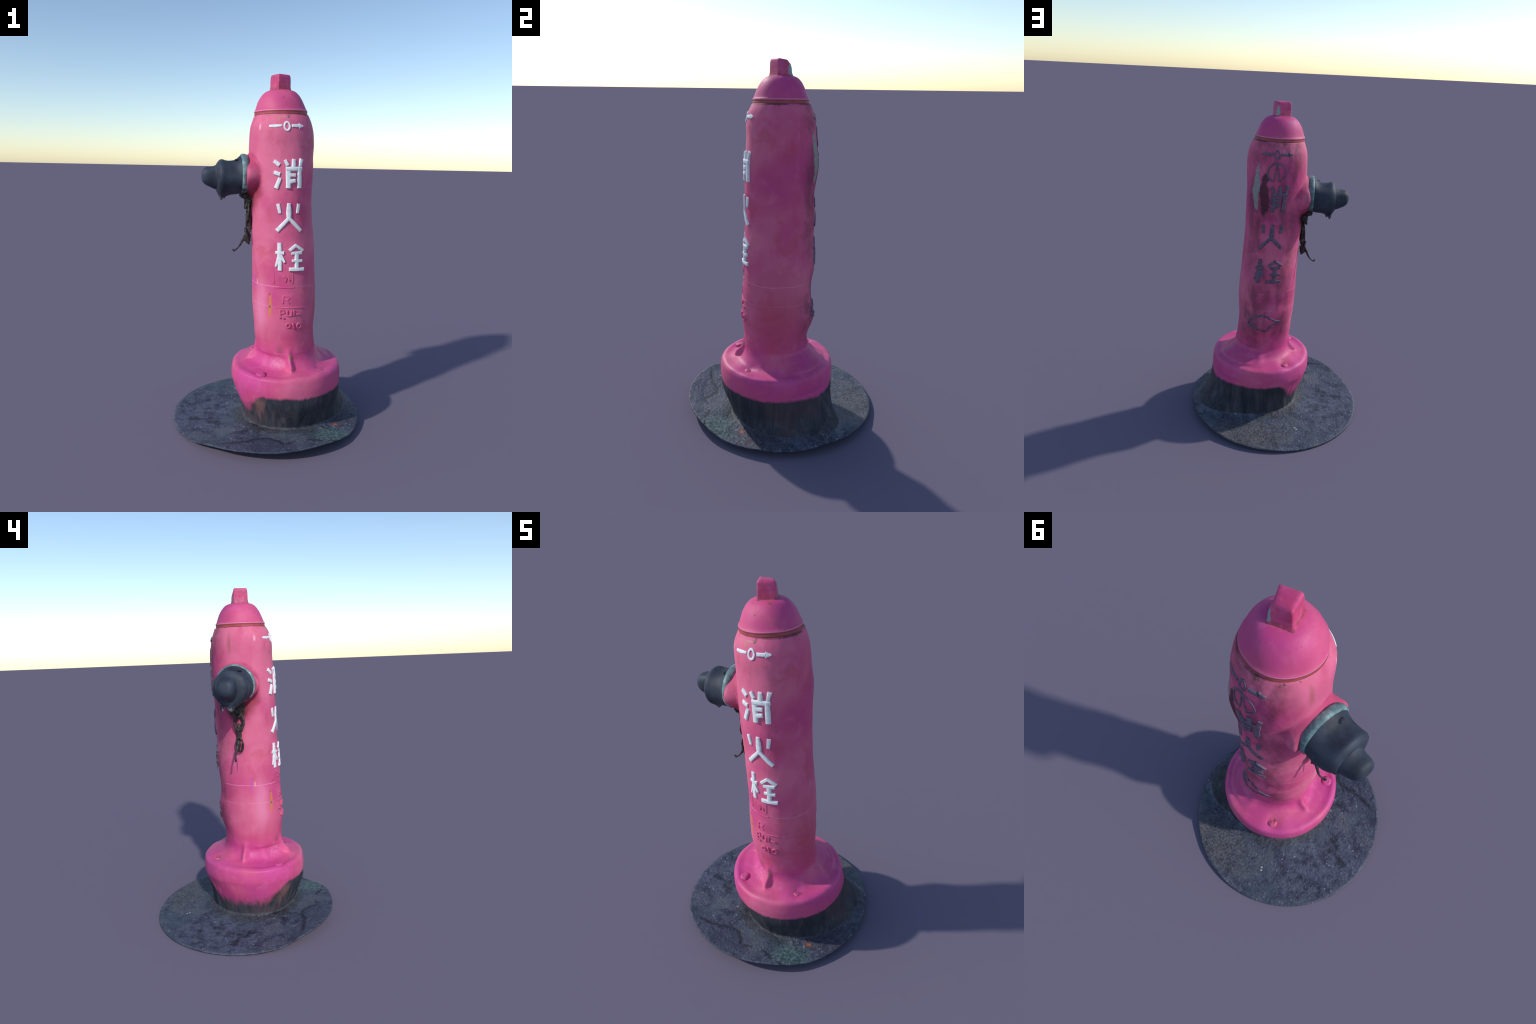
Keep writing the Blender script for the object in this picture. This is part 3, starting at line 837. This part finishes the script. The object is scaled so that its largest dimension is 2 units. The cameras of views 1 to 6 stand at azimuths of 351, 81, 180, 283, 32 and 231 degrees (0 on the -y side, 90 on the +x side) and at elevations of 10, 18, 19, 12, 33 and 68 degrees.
# ---- raised lettering: strokes laid on the pipe wall (direction in degrees, height)
def stroke_mesh(strokes, rise, flip=0.0, dz=0.0):
    """strokes: (widths mm, [(direction, z), ...]); each becomes a chamfered bar that follows the wall"""
    vs = []; fs = []
    for si, (w, pts, closed) in enumerate(strokes):
        R0 = .19
        P = [Vector(((a + flip * 0) * D2R * R0, z)) for a, z in pts]
        ws = list(w) if isinstance(w, (tuple, list)) else [w] * len(P)
        Q = []; W = []
        n = len(P)
        for i in range(n if closed else n - 1):
            p, q = P[i], P[(i + 1) % n]; k = max(2, int((q - p).length / .006))
            for s in range(k): Q.append(p.lerp(q, s / k)); W.append(ws[i] * (1 - s / k) + ws[(i + 1) % n] * s / k)
        if not closed: Q.append(P[-1]); W.append(ws[-1])
        m = len(Q); base = len(vs)
        prof = [(-1.12, -.004), (-1.02, rise * .55), (-.84, rise), (-.3, rise * 1.07), (.3, rise * 1.07), (.84, rise), (1.02, rise * .55), (1.12, -.004)]
        lift = .0005 * si
        for i in range(m):
            a = Q[(i - 1) % m] if closed or i > 0 else Q[i]; c = Q[(i + 1) % m] if closed or i < m - 1 else Q[i]
            t = (c - a).normalized(); nrm = Vector((-t.y, t.x))
            jit = 1 + .10 * noise.noise(Vector((Q[i].x * 60, Q[i].y * 60, si * 2.3)))
            end = 0.0
            if not closed and i == 0: end = -1
            if not closed and i == m - 1: end = 1
            for u, h in prof:
                p = Q[i] + nrm * (u * W[i] / 2000 * jit)
                if end: p = p + t * end * (.0015 if h < rise * .6 else -.0005)
                hh = h + lift if h > 0 else h
                vs.append(surf(p.x / R0 / D2R + flip, p.y + dz, hh))
        k = len(prof)
        for i in range(m if closed else m - 1):
            for j in range(k - 1):
                q = (i + 1) % m
                fs.append((base + i * k + j, base + q * k + j, base + q * k + j + 1, base + i * k + j + 1))
        if not closed:
            fs.append(tuple(base + j for j in range(k))); fs.append(tuple(base + (m - 1) * k + j for j in range(k))[::-1])
    me = mesh_from('strokes', vs, fs)
    b = bmesh.new(); b.from_mesh(me); bmesh.ops.recalc_face_normals(b, faces=b.faces); b.to_mesh(me); b.free()
    return me


def S(w, *pts, closed=False): return (w, list(pts), closed)


def oval(a0, z0, da, dz, w, n=20):
    return (w, [(a0 + da * math.cos(2 * math.pi * i / n), z0 + dz * math.sin(2 * math.pi * i / n)) for i in range(n)], True)


EXTINGUISH = [S((20, 22), (-113.4, 1.533), (-104.6, 1.512)), S((20, 22), (-114.2, 1.473), (-104.2, 1.463)), S((18, 24), (-104.3, 1.444), (-111.4, 1.389)),
              S(18, (-95.2, 1.538), (-91.2, 1.512)), S((18, 24), (-80.6, 1.544), (-81.1, 1.494)), S((20, 15), (-66.6, 1.546), (-70.2, 1.506)),
              S((26, 24), (-90.2, 1.500), (-91.2, 1.391)), S(22, (-94.0, 1.492), (-67.0, 1.494)), S((22, 24), (-71.3, 1.500), (-72.0, 1.392)),
              S(18, (-89.0, 1.461), (-79.0, 1.461)), S((24, 19), (-89.0, 1.426), (-79.5, 1.431))]
FIRE = [S((20, 16), (-108.6, 1.306), (-106.2, 1.256)), S((19, 16), (-73.5, 1.307), (-76.0, 1.257)), S((19, 28, 20), (-90.8, 1.310), (-91.3, 1.255), (-91.5, 1.222)),
        S((18, 22), (-90.8, 1.232), (-112.0, 1.160)), S((20, 19), (-91.8, 1.232), (-71.0, 1.163))]
VALVE = [S((22, 26, 22), (-108.5, 1.094), (-108.8, 1.02), (-109.2, .942)), S((16, 17), (-115.8, 1.040), (-101.3, 1.040)), S((18, 10), (-110.5, 1.014), (-116.2, .963)),
         S((18, 12), (-106.6, 1.026), (-100.8, .988)), S(15, (-81.0, 1.083), (-92.2, 1.054)), S(15, (-81.8, 1.083), (-68.0, 1.053)), S((15, 16), (-88.8, 1.040), (-71.2, 1.040)),
         S((22, 20), (-80.0, 1.044), (-80.7, .950)), S((14, 15), (-88.2, .998), (-71.0, .997)), S(18, (-93.5, .951), (-68.2, .949))]
ARROW = [S((10, 17, 10), (-122.2, 1.715), (-111.0, 1.715), (-99.4, 1.718)), oval(-91.0, 1.7155, 4.6, .0215, 9.5), S((15, 15), (-82.2, 1.718), (-69.5, 1.7185)),
         S((27, 5), (-69.0, 1.7185), (-61.0, 1.719))]


def lettering(name, strokes, rise, mat, flip=0.0, dz=0.0, parent=PART['barrel'], soft=False):
    me = stroke_mesh(strokes, rise, flip, dz); me.name = name
    o = link(name, me, mat, parent)
    if not soft: me.set_sharp_from_angle(angle=55 * D2R)
    return o


lettering('direction_mark', ARROW, .0035, M_WHITE)
lettering('character', EXTINGUISH, .0065, M_WHITE)
lettering('character', FIRE, .0060, M_WHITE)
lettering('character', VALVE, .0060, M_WHITE)
lettering('direction_mark', ARROW, .0030, M_SHADED, 180.5)
lettering('character', EXTINGUISH[3:], .0050, M_SHADED, 180.0, -.006)
lettering('character', FIRE, .0045, M_SHADED, 183.0, -.006)
lettering('character', VALVE, .0050, M_SHADED, 184.0, -.010)
# town emblem at the back: open ring round a tall split peak
EMBLEM = [(8, [(90.7 + 16.2 * math.cos(t * D2R), 1.615 + .0545 * math.sin(t * D2R)) for t in np.linspace(-62, 242, 40)], False),
          S(6, (90.2, 1.672), (86.0, 1.562)), S(6, (91.0, 1.672), (96.0, 1.562))]
lettering('round_emblem', EMBLEM, .0035, M_SHADED)
DIAMOND = [S(11, (84.5, .710), (97, .700), (110, .672), (121.5, .661)), S(8, (119, .656), (105.5, .641), (95, .598)), S(8, (95, .598), (80, .617), (65.5, .637), (60.5, .652), (67, .684)),
           S(9, (64, .640), (77, .648)), S(8, (67, .684), (83, .706))]
lettering('diamond_emblem', DIAMOND, .0050, M_SHADED)
# embossed maker's text on the front, thickly overpainted and no longer legible
TEXT = [S(7, (-103.9, .757), (-103.3, .799), (-96.6, .800), (-92.9, .790), (-96.7, .779), (-102, .779)), S(6, (-98, .778), (-93.5, .758)),
        S(8, (-109.4, .722), (-103.2, .722), (-101.5, .706), (-108.5, .700)), S(8, (-108.8, .718), (-108.0, .672)), S(8, (-106, .684), (-101.5, .672)),
        S(8, (-97, .718), (-97.2, .690), (-90.5, .690), (-90.0, .718)), S(7, (-86, .72), (-86, .69)), S(7, (-82, .70), (-74, .69)),
        oval(-95.5, .634, 3.2, .011, 7), oval(-77.5, .630, 3.6, .014, 7), S(8, (-88, .648), (-86, .614)),
        ]
PANEL = [S(5, (-119.3, .930), (-119.6, .866)), S(5, (-87.5, .928), (-88.3, .870)), S(4, (-115.8, .846), (-84.6, .848)), S(4, (-112.6, .735), (-67.8, .735)),
        S(6, (-104, .91), (-98, .90), (-100, .88)), S(6, (-95, .90), (-92, .885))]
lettering('embossed_text', TEXT, .0026, MATS['barrel'], soft=True)
lettering('embossed_panel_edge', PANEL, .0014, MATS['barrel'], soft=True)
